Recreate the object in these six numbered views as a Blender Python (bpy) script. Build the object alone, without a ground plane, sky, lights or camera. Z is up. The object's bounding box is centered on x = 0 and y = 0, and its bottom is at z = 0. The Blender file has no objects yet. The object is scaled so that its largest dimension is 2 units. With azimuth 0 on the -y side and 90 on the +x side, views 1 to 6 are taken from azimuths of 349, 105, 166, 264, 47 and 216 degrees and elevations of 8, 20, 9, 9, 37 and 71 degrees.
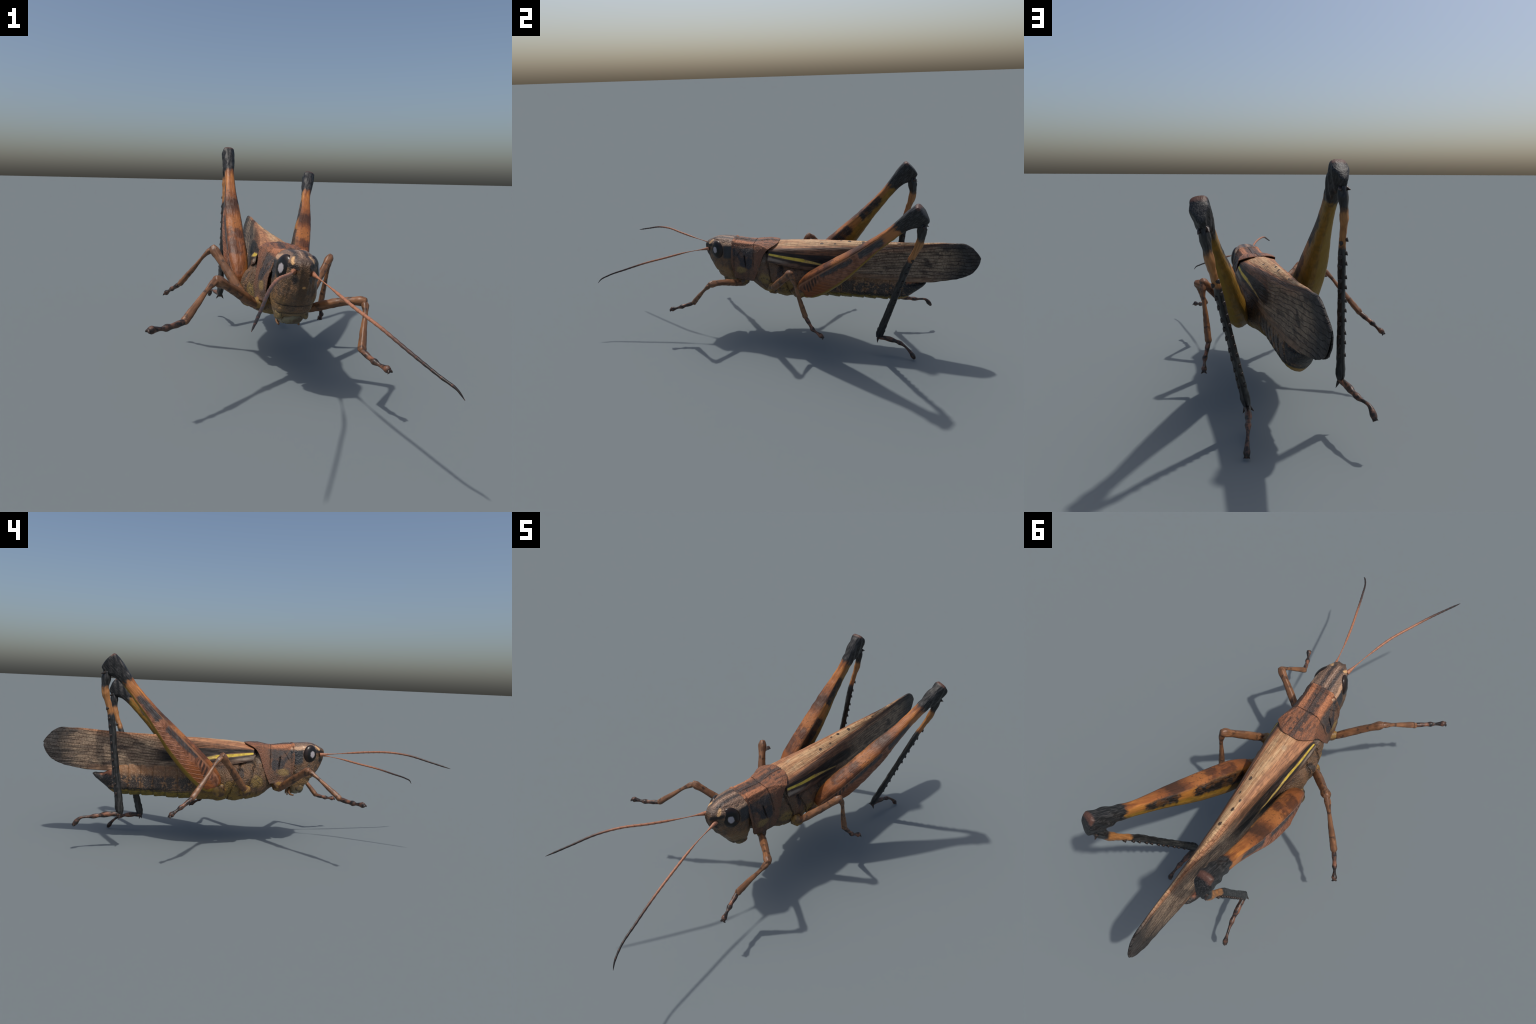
"""Brown grasshopper, built part by part: lofted body, shell-like pronotum and wings, jointed legs."""
import bpy, math
import numpy as np
from mathutils import Matrix

CX = 0.073                     # body mid plane
ROLL = math.radians(3.0)       # the body leans slightly to its left (+x lower)
ROLL_Z = 0.43

# ------------------------------------------------------------------ maths helpers
def smooth(a, b, x):
    t = np.clip((np.asarray(x, float) - a) / (b - a), 0, 1)
    return t * t * (3 - 2 * t)

def spline(knots, vals, x):
    """Monotone-ish cubic (Catmull-Rom tangents, limited) through knots; vals may have columns."""
    k = np.asarray(knots, float); v = np.asarray(vals, float)
    flat = v.ndim == 1
    if flat: v = v[:, None]
    x = np.clip(np.asarray(x, float), k[0], k[-1])
    h = np.diff(k)[:, None]; d = np.diff(v, axis=0) / h
    m = np.zeros_like(v)
    m[1:-1] = (d[:-1] * h[1:] + d[1:] * h[:-1]) / (h[1:] + h[:-1])
    m[0], m[-1] = d[0], d[-1]
    i = np.clip(np.searchsorted(k, x, side='right') - 1, 0, len(k) - 2)
    t = ((x - k[i]) / (k[i + 1] - k[i]))[..., None]; hh = h[i]
    r = ((2*t**3 - 3*t*t + 1) * v[i] + (t**3 - 2*t*t + t) * hh * m[i]
         + (-2*t**3 + 3*t*t) * v[i + 1] + (t**3 - t*t) * hh * m[i + 1])
    return r[..., 0] if flat else r

def curve3(pts, n):
    p = np.asarray(pts, float)
    s = np.r_[0, np.cumsum(np.linalg.norm(np.diff(p, axis=0), axis=1))]
    return spline(s, p, np.linspace(0, s[-1], n))

def _hash(i, j, k, seed):
    h = (i * 374761393 + j * 668265263 + k * 2147483647 + seed * 974634777) & 0xFFFFFFFF
    h = ((h ^ (h >> 13)) * 1274126177) & 0xFFFFFFFF
    return ((h ^ (h >> 16)) & 0xFFFF) / 65535.0

def noise3(p, scale, seed=0, octaves=2):
    p = np.asarray(p, float); out = np.zeros(p.shape[:-1]); amp, tot = 1.0, 0.0
    for o in range(octaves):
        q = p * scale * 2**o; f = np.floor(q).astype(np.int64); t = q - f; t = t*t*(3 - 2*t)
        acc = 0
        for a in (0, 1):
            for b in (0, 1):
                for c in (0, 1):
                    w = ((t[..., 0] if a else 1 - t[..., 0]) * (t[..., 1] if b else 1 - t[..., 1])
                         * (t[..., 2] if c else 1 - t[..., 2]))
                    acc = acc + w * _hash(f[..., 0] + a, f[..., 1] + b, f[..., 2] + c, seed + o)
        out += amp * (acc * 2 - 1); tot += amp; amp *= .5
    return out / tot

def roll_body(v):
    v = np.array(v, float); x, z = v[..., 0] - CX, v[..., 2] - ROLL_Z
    c, s = math.cos(ROLL), math.sin(ROLL)
    v[..., 0] = CX + x * c + z * s
    v[..., 2] = ROLL_Z - x * s + z * c
    return v

# ------------------------------------------------------------------ mesh helpers
def grid_faces(nu, nv, wrap_v):
    f = []
    for i in range(nu - 1):
        for j in range(nv if wrap_v else nv - 1):
            k = (j + 1) % nv
            f.append((i*nv + j, i*nv + k, (i+1)*nv + k, (i+1)*nv + j))
    return f

def make(name, verts, faces, mat, parent, M=None, thick=0.0, offset=-1.0, subdiv=0, flat=False):
    me = bpy.data.meshes.new(name)
    me.from_pydata(np.asarray(verts, float).reshape(-1, 3).tolist(), [], faces)
    me.validate()
    import bmesh
    bm = bmesh.new(); bm.from_mesh(me)
    if thick == 0: bmesh.ops.recalc_face_normals(bm, faces=bm.faces)
    bm.to_mesh(me); bm.free()
    me.polygons.foreach_set('use_smooth', [not flat] * len(me.polygons))
    me.materials.append(mat)
    ob = bpy.data.objects.new(name, me)
    bpy.context.scene.collection.objects.link(ob)
    ob.parent = parent
    if M is not None: ob.matrix_basis = M
    if thick:
        m = ob.modifiers.new('shell', 'SOLIDIFY'); m.thickness = thick; m.offset = offset
    if subdiv:
        m = ob.modifiers.new('round', 'SUBSURF'); m.levels = m.render_levels = subdiv
    return ob

def loft(name, rings, mat, parent, M=None, **kw):
    """rings: (n, m, 3) closed cross-sections, both ends capped by a fan."""
    r = np.asarray(rings, float); n, m, _ = r.shape
    v = r.reshape(-1, 3); f = grid_faces(n, m, True)
    v = np.vstack([v, r[0].mean(0), r[-1].mean(0)]); a, b = n*m, n*m + 1
    for j in range(m):
        k = (j + 1) % m
        f.append((a, k, j)); f.append((b, (n-1)*m + j, (n-1)*m + k))
    return make(name, v, f, mat, parent, M, **kw)

def mirror_section(half, n):
    """half profile [(X,Z)...] from dorsal mid line to ventral mid line -> smooth closed ring of 2n points."""
    h = np.asarray(half, float)
    full = np.vstack([h, (h[1:-1] * [-1, 1])[::-1], h[:1]])
    s = np.r_[0, np.cumsum(np.linalg.norm(np.diff(full, axis=0), axis=1))]
    k = np.r_[s[-3:-1] - s[-1], s, s[1:3] + s[-1]]
    v = np.vstack([full[-3:-1], full, full[1:3]])
    return spline(k, v, np.linspace(0, s[-1], 2*n, endpoint=False))

# ------------------------------------------------------------------ node helpers
class S:
    """A socket with arithmetic."""
    def __init__(s, m, k): s.m, s.k = m, k
    def _b(s, op, o, rev=False):
        return s.m.math(op, o, s) if rev else s.m.math(op, s, o)
    def __add__(s, o): return s._b('ADD', o)
    def __radd__(s, o): return s._b('ADD', o)
    def __sub__(s, o): return s._b('SUBTRACT', o)
    def __rsub__(s, o): return s._b('SUBTRACT', o, True)
    def __mul__(s, o): return s._b('MULTIPLY', o)
    def __rmul__(s, o): return s._b('MULTIPLY', o)
    def __truediv__(s, o): return s._b('DIVIDE', o)

class Mat:
    def __init__(s, name, rough=0.5, spec=0.4):
        s.mat = bpy.data.materials.new(name); s.mat.use_nodes = True
        s.t = s.mat.node_tree; s.n = s.t.nodes
        s.bsdf = s.n['Principled BSDF']
        s.bsdf.inputs['Roughness'].default_value = rough
        s.bsdf.inputs['Specular IOR Level'].default_value = spec
        tc = s.n.new('ShaderNodeTexCoord'); s.P = tc.outputs['Object']
        sp = s.n.new('ShaderNodeSeparateXYZ'); s.t.links.new(s.P, sp.inputs[0])
        s.x, s.y, s.z = (S(s, sp.outputs[i]) for i in range(3))
    def put(s, inp, v):
        if isinstance(v, S): s.t.links.new(v.k, inp)
        elif hasattr(v, 'is_linked'): s.t.links.new(v, inp)
        elif isinstance(v, (tuple, list)): inp.default_value = tuple(v) + ((1,) if len(v) == 3 and len(inp.default_value) == 4 else ())
        else: inp.default_value = v
    def math(s, op, a, b=None, c=None):
        n = s.n.new('ShaderNodeMath'); n.operation = op
        for i, v in enumerate((a, b, c)):
            if v is not None: s.put(n.inputs[i], v)
        return S(s, n.outputs[0])
    def abs(s, a): return s.math('ABSOLUTE', a)
    def mx(s, a, b): return s.math('MAXIMUM', a, b)
    def mn(s, a, b): return s.math('MINIMUM', a, b)
    def step(s, v, a, b):
        n = s.n.new('ShaderNodeMapRange'); n.interpolation_type = 'SMOOTHSTEP'
        if a > b:
            return 1 - s.step(v, b, a)
        s.put(n.inputs['Value'], v); n.inputs['From Min'].default_value = a; n.inputs['From Max'].default_value = b
        return S(s, n.outputs['Result'])
    def band(s, v, a, b, w):
        return s.step(v, a - w, a + w) * s.step(v, b + w, b - w)
    def vec(s, x, y, z):
        n = s.n.new('ShaderNodeCombineXYZ')
        for i, v in enumerate((x, y, z)): s.put(n.inputs[i], v)
        return n.outputs[0]
    def noise(s, scale, detail=3, rough=.55, v=None, dist=0.0):
        n = s.n.new('ShaderNodeTexNoise'); s.put(n.inputs['Vector'], v if v is not None else s.P)
        n.inputs['Scale'].default_value = scale; n.inputs['Detail'].default_value = detail
        n.inputs['Roughness'].default_value = rough; n.inputs['Distortion'].default_value = dist
        return S(s, n.outputs[0])
    def voro(s, scale, v=None, feature='F1', rnd=1.0):
        n = s.n.new('ShaderNodeTexVoronoi'); n.feature = feature
        s.put(n.inputs['Vector'], v if v is not None else s.P)
        n.inputs['Scale'].default_value = scale; n.inputs['Randomness'].default_value = rnd
        return S(s, n.outputs['Distance'])
    def mix(s, f, a, b):
        n = s.n.new('ShaderNodeMix'); n.data_type = 'RGBA'
        s.put(n.inputs[0], f); s.put(n.inputs[6], a); s.put(n.inputs[7], b)
        return S(s, n.outputs[2])
    def ell(s, u, v, cu, cv, ru, rv, w=.25):
        d = s.math('SQRT', s.math('POWER', (u - cu) * (1/ru), 2) + s.math('POWER', (v - cv) * (1/rv), 2))
        return s.step(d, 1 + w, 1 - w)
    def seg(s, u, v, u0, v0, u1, v1, r0, r1, w):
        """soft capsule from (u0,v0) to (u1,v1), half widths r0 -> r1"""
        du, dv = u1 - u0, v1 - v0; L2 = du*du + dv*dv
        t = ((u - u0) * du + (v - v0) * dv) * (1 / L2)
        n = s.n.new('ShaderNodeClamp'); s.put(n.inputs[0], t); t = S(s, n.outputs[0])
        a = u - (t * du + u0); b = v - (t * dv + v0)
        d = s.math('SQRT', a * a + b * b) - (t * (r1 - r0) + r0)
        return s.step(d, w, -w)
    def curve(s, v, xs, ys):
        """profile lookup: piecewise smooth ys(xs)"""
        x0, x1, y0, y1 = min(xs), max(xs), min(ys), max(ys) + 1e-6
        n = s.n.new('ShaderNodeFloatCurve'); c = n.mapping.curves[0]
        q = [((a - x0) / (x1 - x0), (b - y0) / (y1 - y0)) for a, b in zip(xs, ys)]
        for i, (a, b) in enumerate(q):
            if i < 2: p = c.points[i]; p.location = (a, b)
            else: c.points.new(a, b)
        n.mapping.update()
        s.put(n.inputs['Value'], (v - x0) * (1 / (x1 - x0)))
        return S(s, n.outputs[0]) * (y1 - y0) + y0
    def finish(s, col, bump=None, dist=.002, strength=1.0, rough=None):
        s.put(s.bsdf.inputs['Base Color'], col)
        if rough is not None: s.put(s.bsdf.inputs['Roughness'], rough)
        if bump is not None:
            b = s.n.new('ShaderNodeBump'); b.inputs['Strength'].default_value = strength
            b.inputs['Distance'].default_value = dist; s.put(b.inputs['Height'], bump)
            s.t.links.new(b.outputs[0], s.bsdf.inputs['Normal'])
        return s.mat

# palette (linear)
RUST = (.34, .105, .040); TAN = (.50, .27, .14); BROWN = (.135, .070, .038); DARK = (.045, .028, .020)
SLATE = (.030, .031, .033); BLACK = (.010, .009, .009); YELLOW = (.70, .50, .09); OLIVE = (.26, .175, .025)
PALE = (.52, .36, .22); OCHRE = (.30, .17, .06)

# wing sections along the body: crest, shoulders and lower edges of the left and right wing (world x, z)
WG_Y = [-.045, .05, .15, .30, .50, .70, .86, .94, .978, .995, 1.000]
CREST = [(.073, .515), (.073, .529), (.074, .535), (.080, .541), (.094, .548), (.106, .555), (.114, .565), (.114, .556), (.110, .524), (.106, .500), (.104, .490)]
SHL = [(.148, .494), (.146, .500), (.140, .505), (.128, .512), (.120, .520), (.118, .535), (.1185, .553), (.117, .546), (.112, .518), (.108, .498), (.105, .489)]
SHR = [(-.001, .500), (.021, .512), (.039, .521), (.062, .534), (.082, .544), (.104, .553), (.1110, .561), (.112, .553), (.109, .521), (.1055, .499), (.104, .4895)]
LOL = [(.172, .440), (.168, .418), (.156, .400), (.146, .382), (.141, .371), (.130, .362), (.111, .375), (.108, .399), (.107, .428), (.106, .460), (.1045, .478)]
LOR = [(-.022, .448), (-.016, .426), (.000, .408), (.022, .388), (.046, .373), (.074, .362), (.092, .375), (.098, .399), (.101, .428), (.102, .460), (.1035, .478)]

# ------------------------------------------------------------------ materials
def mat_head():
    m = Mat('head_chitin', .45); aX = m.abs(m.x - CX); y, z = m.y, m.z
    n1 = m.noise(60, 4); n2 = m.noise(220, 3); n3 = m.noise(25, 3)
    yw = y + (n1 - .5) * .02; zw = z + (n3 - .5) * .02; aw = aX + (n1 - .5) * .012
    col = m.mix(m.step(n3, .38, .62), (.150, .078, .036), (.082, .050, .028))
    col = m.mix(m.step(n1, .50, .64) * .55, col, (.20, .105, .050))
    col = m.mix(m.step(n2, .5, .68) * .45, col, (.25, .150, .085))
    col = m.mix(m.step(m.voro(150), .30, .12) * .5, col, (.045, .032, .024))
    col = m.mix(m.step(m.noise(34, 4, .65), .54, .64) * .6, col, (.050, .038, .030))
    # crown: pale brown with two dark longitudinal bands and a thin pale centre line
    crown = m.step(z, .495, .515)
    col = m.mix(crown, col, m.mix(m.step(n2, .4, .62), (.145, .088, .058), (.25, .150, .096)))
    col = m.mix(crown * m.band(aw, .011, .026, .005) * m.step(y, -.40, -.37), col, (.050, .036, .030))
    col = m.mix(crown * m.step(y, -.375, -.40), col, (.085, .055, .038))
    col = m.mix(crown * m.step(aX, .0035, .0012) * m.step(y, -.39, -.37), col, (.34, .22, .15))
    # pale stripe above the eye to the pronotum
    st = m.band(zw, .503, .520, .004) * m.step(aX, .030, .042) * m.step(y, -.335, -.31)
    col = m.mix(st, col, (.50, .30, .18))
    # slate patch behind the eye
    back = m.band(zw, .435, .503, .008) * m.step(y, -.305, -.29) * m.step(aX, .05, .06)
    col = m.mix(back, col, SLATE)
    # ochre cheeks and the mouth parts region
    col = m.mix(m.step(zw, .405, .36) * m.step(aX, .035, .06) * .55, col, OCHRE)
    col = m.mix(m.step(zw, .335, .30) * .7, col, (.24, .17, .085))
    col = m.mix(m.step(zw, .30, .285) * .7, col, (.22, .20, .14))
    # black patches round the antenna sockets, cream comma before the eye
    sock = m.seg(aw, z, .024, .492, .050, .498, .010, .008, .005) * m.step(y, -.355, -.37)
    col = m.mix(sock, col, (.018, .012, .010))
    under = m.seg(aw, z, .026, .452, .030, .437, .009, .004, .005) * m.step(y, -.355, -.37)
    col = m.mix(under, col, (.022, .015, .012))
    comma = m.seg(y, z, -.366, .523, -.385, .505, .0025, .0045, .0025) * m.step(aX, .018, .026)
    col = m.mix(comma, col, (.62, .36, .16))
    costa = m.step(aw, .020, .010) * m.band(z, .36, .50, .02) * m.step(y, -.34, -.36)
    col = m.mix(costa * .65, col, (.075, .038, .016))
    spot = m.ell(m.x, z, CX + .004, .424, .006, .0045, .3) * m.step(y, -.33, -.35)
    col = m.mix(spot, col, (.50, .26, .09))
    # clypeus and labrum seams
    dome = m.abs(aX) * aX * 1.6
    s1 = m.step(m.abs(z - .350 - dome * .9), .0030, .0008) * m.step(y, -.29, -.31)
    s2 = m.step(m.abs(z - .318 - dome * .5), .0028, .0008) * m.step(y, -.27, -.29)
    col = m.mix(m.mx(s1, s2) * .85, col, (.02, .013, .01))
    chk = m.seg(y, zw, -.268, .415, -.258, .375, .006, .010, .006) * m.step(aX, .05, .06)
    col = m.mix(chk * .6, col, (.05, .035, .025))
    m.bsdf.inputs['Coat Weight'].default_value = .05
    return m.finish(col, n2 * .6 + m.voro(160) * .6 + n1, .0035, .9)

def mat_eye():
    m = Mat('eye_gloss', .28, .35)
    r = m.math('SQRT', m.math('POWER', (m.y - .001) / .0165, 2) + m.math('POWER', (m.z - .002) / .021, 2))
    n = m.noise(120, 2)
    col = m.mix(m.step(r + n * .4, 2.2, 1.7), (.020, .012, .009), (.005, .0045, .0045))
    col = m.mix(m.step(r + (n - .5) * .5, .95, .62), col, (.36, .33, .34))  # grey-white pseudopupil highlight painted into the eye colour
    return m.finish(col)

def mat_pronotum():
    m = Mat('pronotum_grain', .5); aX = m.abs(m.x - CX); y, z = m.y, m.z
    n1 = m.noise(55, 4); n2 = m.noise(190, 3); n3 = m.noise(22, 3); gr = m.voro(300); st = m.noise(85, 3, .6, m.vec(m.x, y * .22, z))
    zc = z + (m.x - CX) * .052                                   # undo the body's lean
    yw = y + (n1 - .5) * .03; zw = zc + (n1 - .5) * .024; aw = aX + (n1 - .5) * .016
    col = m.mix(m.step(n3, .38, .62), (.165, .082, .045), (.090, .054, .035))
    col = m.mix(m.step(m.noise(38, 4, .65), .54, .64) * .6, col, (.045, .036, .031))          # side lobes
    col = m.mix(m.step(yw, -.15, -.08) * .7, col, (.215, .080, .040))
    car = m.curve(y, [-.27, -.14, -.05, .01], [.045, .048, .078, .084])               # side ridge
    top = m.step(zw, .494, .507)
    col = m.mix(top, col, m.mix(m.step(st, .38, .62), (.315, .120, .054), (.165, .070, .037)))
    sh = m.step(y, -.11, -.15)
    col = m.mix(top * m.step(m.abs(aw - car + .004), .013, .006) * sh, col, (.46, .180, .080))
    col = m.mix(top * m.step(aw, .030, .022) * sh * .75, col, (.135, .066, .041))
    col = m.mix(top * m.step(aw, .034, .024) * m.step(n1, .50, .60) * .85, col, (.042, .031, .027))
    col = m.mix(top * m.step(aw, .013, .004) * .8, col, (.046, .039, .036))
    col = m.mix(top * m.step(st, .56, .66) * m.step(y, -.13, -.10) * .7, col, (.060, .034, .026))
    # dark slate blotches on the side lobes
    d1 = m.band(zw, .455, .497, .007) * m.step(yw, -.110, -.145)
    col = m.mix(d1 * .95, col, m.mix(m.step(n2, .42, .62), (.030, .030, .031), (.075, .062, .055)))
    d2 = m.mx(m.seg(yw, zw, -.200, .46, -.178, .425, .018, .024, .006), m.ell(yw, zw, -.152, .425, .020, .030))
    col = m.mix(d2 * m.step(aX, .05, .06), col, (.028, .029, .032))
    col = m.mix(m.ell(yw, zw, -.195, .388, .028, .017, .4) * .75, col, (.29, .19, .060))
    col = m.mix(m.seg(yw, zw, -.222, .49, -.190, .462, .006, .010, .005) * .55, col, (.16, .085, .05))
    col = m.mix(m.step(yw, -.238, -.247) * m.step(z, .50, .48) * .7, col, (.20, .09, .045))
    su = m.mx(m.step(m.abs(y + .133 - aX * aX * .8 + (n1 - .5) * .010), .0020, .0005) * m.step(z, .40, .42) * .7,
              m.step(m.abs(y + .176 + (z - .45) * .15), .0035, .001) * m.band(zc, .40, .463, .006))
    col = m.mix(su * .9, col, (.012, .010, .009))
    col = m.mix(m.step(gr, .40, .12) * .30, col, (.44, .20, .11))
    col = m.mix(m.step(n2, .52, .40) * .30, col, DARK)
    return m.finish(col, gr * -.6 + n2 * .7 + n1 * .6 + su * -1.0, .0034, 1.0)

def mat_thorax():
    m = Mat('thorax_plates', .5); aX = m.abs(m.x - CX); y, z = m.y, m.z
    n1 = m.noise(45, 4); n2 = m.noise(200, 3); n3 = m.noise(18, 3)
    yw = y + (n1 - .5) * .03; zw = z + (n1 - .5) * .03
    col = m.mix(m.step(n3, .35, .65), (.165, .088, .045), (.115, .068, .036))
    col = m.mix(m.step(zw, .300, .258) * .85, col, (.27, .165, .030))
    col = m.mix(m.ell(yw, zw, -.06, .345, .03, .03, .4) * .6, col, (.30, .20, .05))
    col = m.mix(m.ell(yw, zw, .07, .31, .04, .035, .4) * .6, col, (.32, .20, .04))
    col = m.mix(m.ell(yw, zw, .018, .385, .014, .026, .3) * .9, col, (.028, .024, .022))
    col = m.mix(m.step(zw, .385, .415) * m.step(y, .05, .12), col, (.055, .032, .02))
    col = m.mix(m.step(zw, .425, .445) * m.step(y, .06, .0) * .6, col, (.26, .20, .15))
    ys2 = y + (n1 - .5) * .022
    sut = m.mx(m.step(m.abs(ys2 + .030 + (z - .36) * .25), .005, .001), m.step(m.abs(ys2 - .045 + (z - .36) * .35), .005, .001))
    col = m.mix(sut * .6, col, (.022, .016, .012))
    col = m.mix(m.step(n2, .5, .72) * .3, col, (.28, .17, .095))
    col = m.mix(m.step(m.noise(42, 4, .65), .53, .63) * .65, col, (.050, .038, .030))
    col = m.mix(m.step(m.voro(170), .30, .12) * .4, col, (.045, .032, .024))
    return m.finish(col, n2 + n1 * .8 + m.voro(180) * -.7 + sut * -1.2, .0038, 1.0)

def mat_abdomen():
    m = Mat('abdomen_rings', .5); y, z = m.y, m.z
    n1 = m.noise(50, 4); n2 = m.noise(210, 3); n3 = m.noise(20, 3); n4 = m.noise(90, 4, .65)
    yw = y + (n1 - .5) * .03; zw = z + (n1 - .5) * .026 + (n4 - .5) * .012
    col = m.mix(m.step(n3, .3, .65), (.27, .125, .050), (.18, .095, .050))
    col = m.mix(m.step(n4, .48, .62) * .5, col, (.36, .23, .13))
    ph = m.math('FRACT', (y - .145) * (1 / .062))
    blot = m.step(m.abs(ph - .58) * .35 + (n3 - .5) * 1.0 + (n1 - .5) * 1.3 + (n4 - .5) * 1.1, .30, .10) * m.band(zw + (n3 - .5) * .03, .270, .348, .014)
    col = m.mix(blot * .9, col, m.mix(m.step(n2, .45, .62), (.026, .026, .028), (.078, .072, .066)))
    col = m.mix(m.band(zw, .266, .286, .006) * m.step(yw, .30, .48), col, (.018, .016, .015))
    col = m.mix(m.step(zw, .276, .264), col, m.mix(m.step(n1, .4, .6), (.23, .155, .020), (.13, .095, .014)))
    col = m.mix(m.step(zw, .274, .262) * m.step(y, .60, .68), col, (.32, .165, .026))
    col = m.mix(m.step(m.abs(z - .268), .0022, .0008) * m.step(y, .60, .55), col, (.02, .015, .01))
    seam = m.step(m.abs(ph - .5), .475, .495)
    col = m.mix(seam * .6, col, (.06, .04, .02))
    tip = m.step(yw + (z - .27) * .25, .655, .67) * m.step(zw, .285, .30)
    col = m.mix(tip, col, (.022, .020, .020))
    col = m.mix(m.band(zw, .345, .372, .006) * m.step(y, .655, .67) * m.step(y, .73, .71), col, (.30, .115, .06))
    col = m.mix(m.step(n2, .55, .7) * .3, col, (.42, .28, .16))
    return m.finish(col, n2 + n4 * .8, .0035, .8)

def mat_wing(side):
    """side +1: left (+x) wing, -1: right wing; pattern laid out along y and across the side field (t = 0 shoulder, 1 lower edge)"""
    m = Mat('wing_veined', .55, .3); x, y, z = m.x, m.y, m.z
    n1 = m.noise(40, 4); n3 = m.noise(14, 3); nm = m.noise(26, 4, .6)
    streak = m.noise(95, 4, .65, m.vec(x, y * .045, z)); fine = m.noise(260, 3, .6, m.vec(x, y * .05, z))
    yw = y + (n3 - .5) * .06 + (n1 - .5) * .03
    sh, lo = (SHL, LOL) if side > 0 else (SHR, LOR)
    zs = m.curve(y, WG_Y, [q[1] for q in sh]); zl = m.curve(y, WG_Y, [q[1] for q in lo])
    t = (zs - z) / (zs - zl) + (streak - .5) * .10
    dors = m.step(z - zs + (streak - .5) * .005, -.0035, .0025) * m.step(yw, .90, .76)
    # dorsal field: pale centre, rust bands with fine dark veins toward both shoulders, a row of dark dots
    xl = m.curve(y, WG_Y, [q[0] for q in SHL]); xr = m.curve(y, WG_Y, [q[0] for q in SHR])
    c = (xl - x) / (xl - xr) + (streak - .5) * .07              # 0 left shoulder .. 1 right shoulder
    tan = m.mix(m.step(streak, .40, .62), (.63, .405, .215), (.47, .250, .120))
    edge = m.mx(m.step(c, .20, .10), m.step(c, .66, .80))
    tan = m.mix(edge * .85, tan, m.mix(m.step(streak, .40, .60), (.44, .185, .082), (.25, .105, .050)))
    ln = m.step(m.abs(m.math('FRACT', c * 9.5) - .5), .38, .47)
    tan = m.mix(ln * (.30 + edge * .45) * m.step(fine, .40, .52), tan, (.115, .050, .027))
    tan = m.mix(m.step(fine, .56, .66) * .4, tan, (.20, .085, .042))
    tan = m.mix(m.step(y, .10, -.03) * .4, tan, (.34, .135, .060))
    tan = m.mix(m.step(nm, .58, .70) * .4 * (1 - edge), tan, (.60, .44, .28))
    sp = m.voro(1.0, m.vec(c * 2.3, y * 25.0, 0.0), 'F1', .9)
    tan = m.mix(m.step(sp + (n1 - .5) * .10, .29, .19) * m.step(y, .03, .08) * m.band(c, .24, .70, .06), tan, (.080, .052, .036))
    tan = m.mix(m.step(c, .06, .01) * .8, tan, (.045, .032, .027))
    # side field, rear: grey brown membrane with smudges
    lat = m.mix(m.step(nm, .38, .62), (.31, .225, .150), (.185, .128, .088))
    lat = m.mix(m.step(streak, .48, .66) * .6, lat, (.40, .275, .180))
    lat = m.mix(m.step(m.noise(19, 3, .5, m.vec(x, y * .6, z)), .57, .66) * .8, lat, (.046, .036, .031))
    lat = m.mix(m.step(m.noise(48, 3, .6, m.vec(x, y * .12, z)), .54, .64) * .65, lat, (.065, .048, .038))
    lat = m.mix(m.step(fine, .55, .66) * .4, lat, (.075, .040, .024))
    lat = m.mix(m.step(t, .80, .90) * m.step(yw, .84, .72) * .75, lat, m.mix(m.step(streak, .4, .6), (.30, .165, .090), (.12, .068, .042)))
    lat = m.mix(m.step(t, .16, .04) * m.step(yw, .82, .7) * .8, lat, (.36, .20, .115))
    tipn = m.step(yw + m.abs(z - .475) * .55, .84, .95)
    lat = m.mix(tipn * .95, lat, m.mix(m.step(nm, .4, .62), (.024, .023, .023), (.062, .057, .053)))
    # side field, front: brown strip, black wedge, yellow stripe edged black, pale lower edge
    fr = m.step(yw, .48, .36)
    brn = m.mix(m.step(streak, .38, .64), (.26, .120, .062), (.105, .054, .032))
    brn = m.mix(m.step(fine, .54, .64) * .6, brn, (.055, .032, .022))
    lat = m.mix(fr * m.step(t, .44, .36), lat, brn)
    wt = m.curve(y, [-.05, .05, .2, .36, .5], [.06, .17, .24, .30, .42])
    wb = m.curve(y, [-.05, .05, .2, .36, .5], [.26, .36, .56, .72, .66])
    wedge = m.step(t - wt, -.05, .03) * m.step(t - wb, .06, -.04) * m.step(yw, .50, .38)
    lat = m.mix(wedge, lat, m.mix(m.step(streak, .45, .68), (.013, .011, .010), (.058, .041, .033)))
    low = m.step(t - wb, -.02, .10) * m.step(yw, .40, .26)
    lat = m.mix(low, lat, m.mix(m.step(streak, .35, .62), (.17, .098, .060), (.040, .026, .020)))
    lat = m.mix(low * m.step(y, .09, .0) * m.band(t, .58, .82, .08) * .8, lat, (.31, .25, .19))
    ylw = m.seg(y, z, -.037, .4815 if side < 0 else .4765, .14, .457 if side < 0 else .451, .0042, .0085, .0022)
    yl2 = m.seg(y, z, .135, .4575 if side < 0 else .4515, .31, .424 if side < 0 else .416, .0085, .0012, .0025)
    blk = m.seg(y, z, -.02, .468 if side < 0 else .462, .30, .412 if side < 0 else .404, .003, .008, .004)
    lat = m.mix(blk * .85, lat, (.024, .018, .015))
    ylc = m.mix(m.step(streak, .45, .7) * .5, (.74, .53, .075), (.42, .30, .05))
    lat = m.mix(yl2, lat, m.mix(m.step(streak, .4, .65), (.68, .49, .13), (.36, .25, .08)))
    lat = m.mix(ylw, lat, ylc)
    # cell pattern between the veins
    br = m.n.new('ShaderNodeTexBrick')
    wob = m.noise(24, 2); wob2 = m.noise(60, 2)
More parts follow.
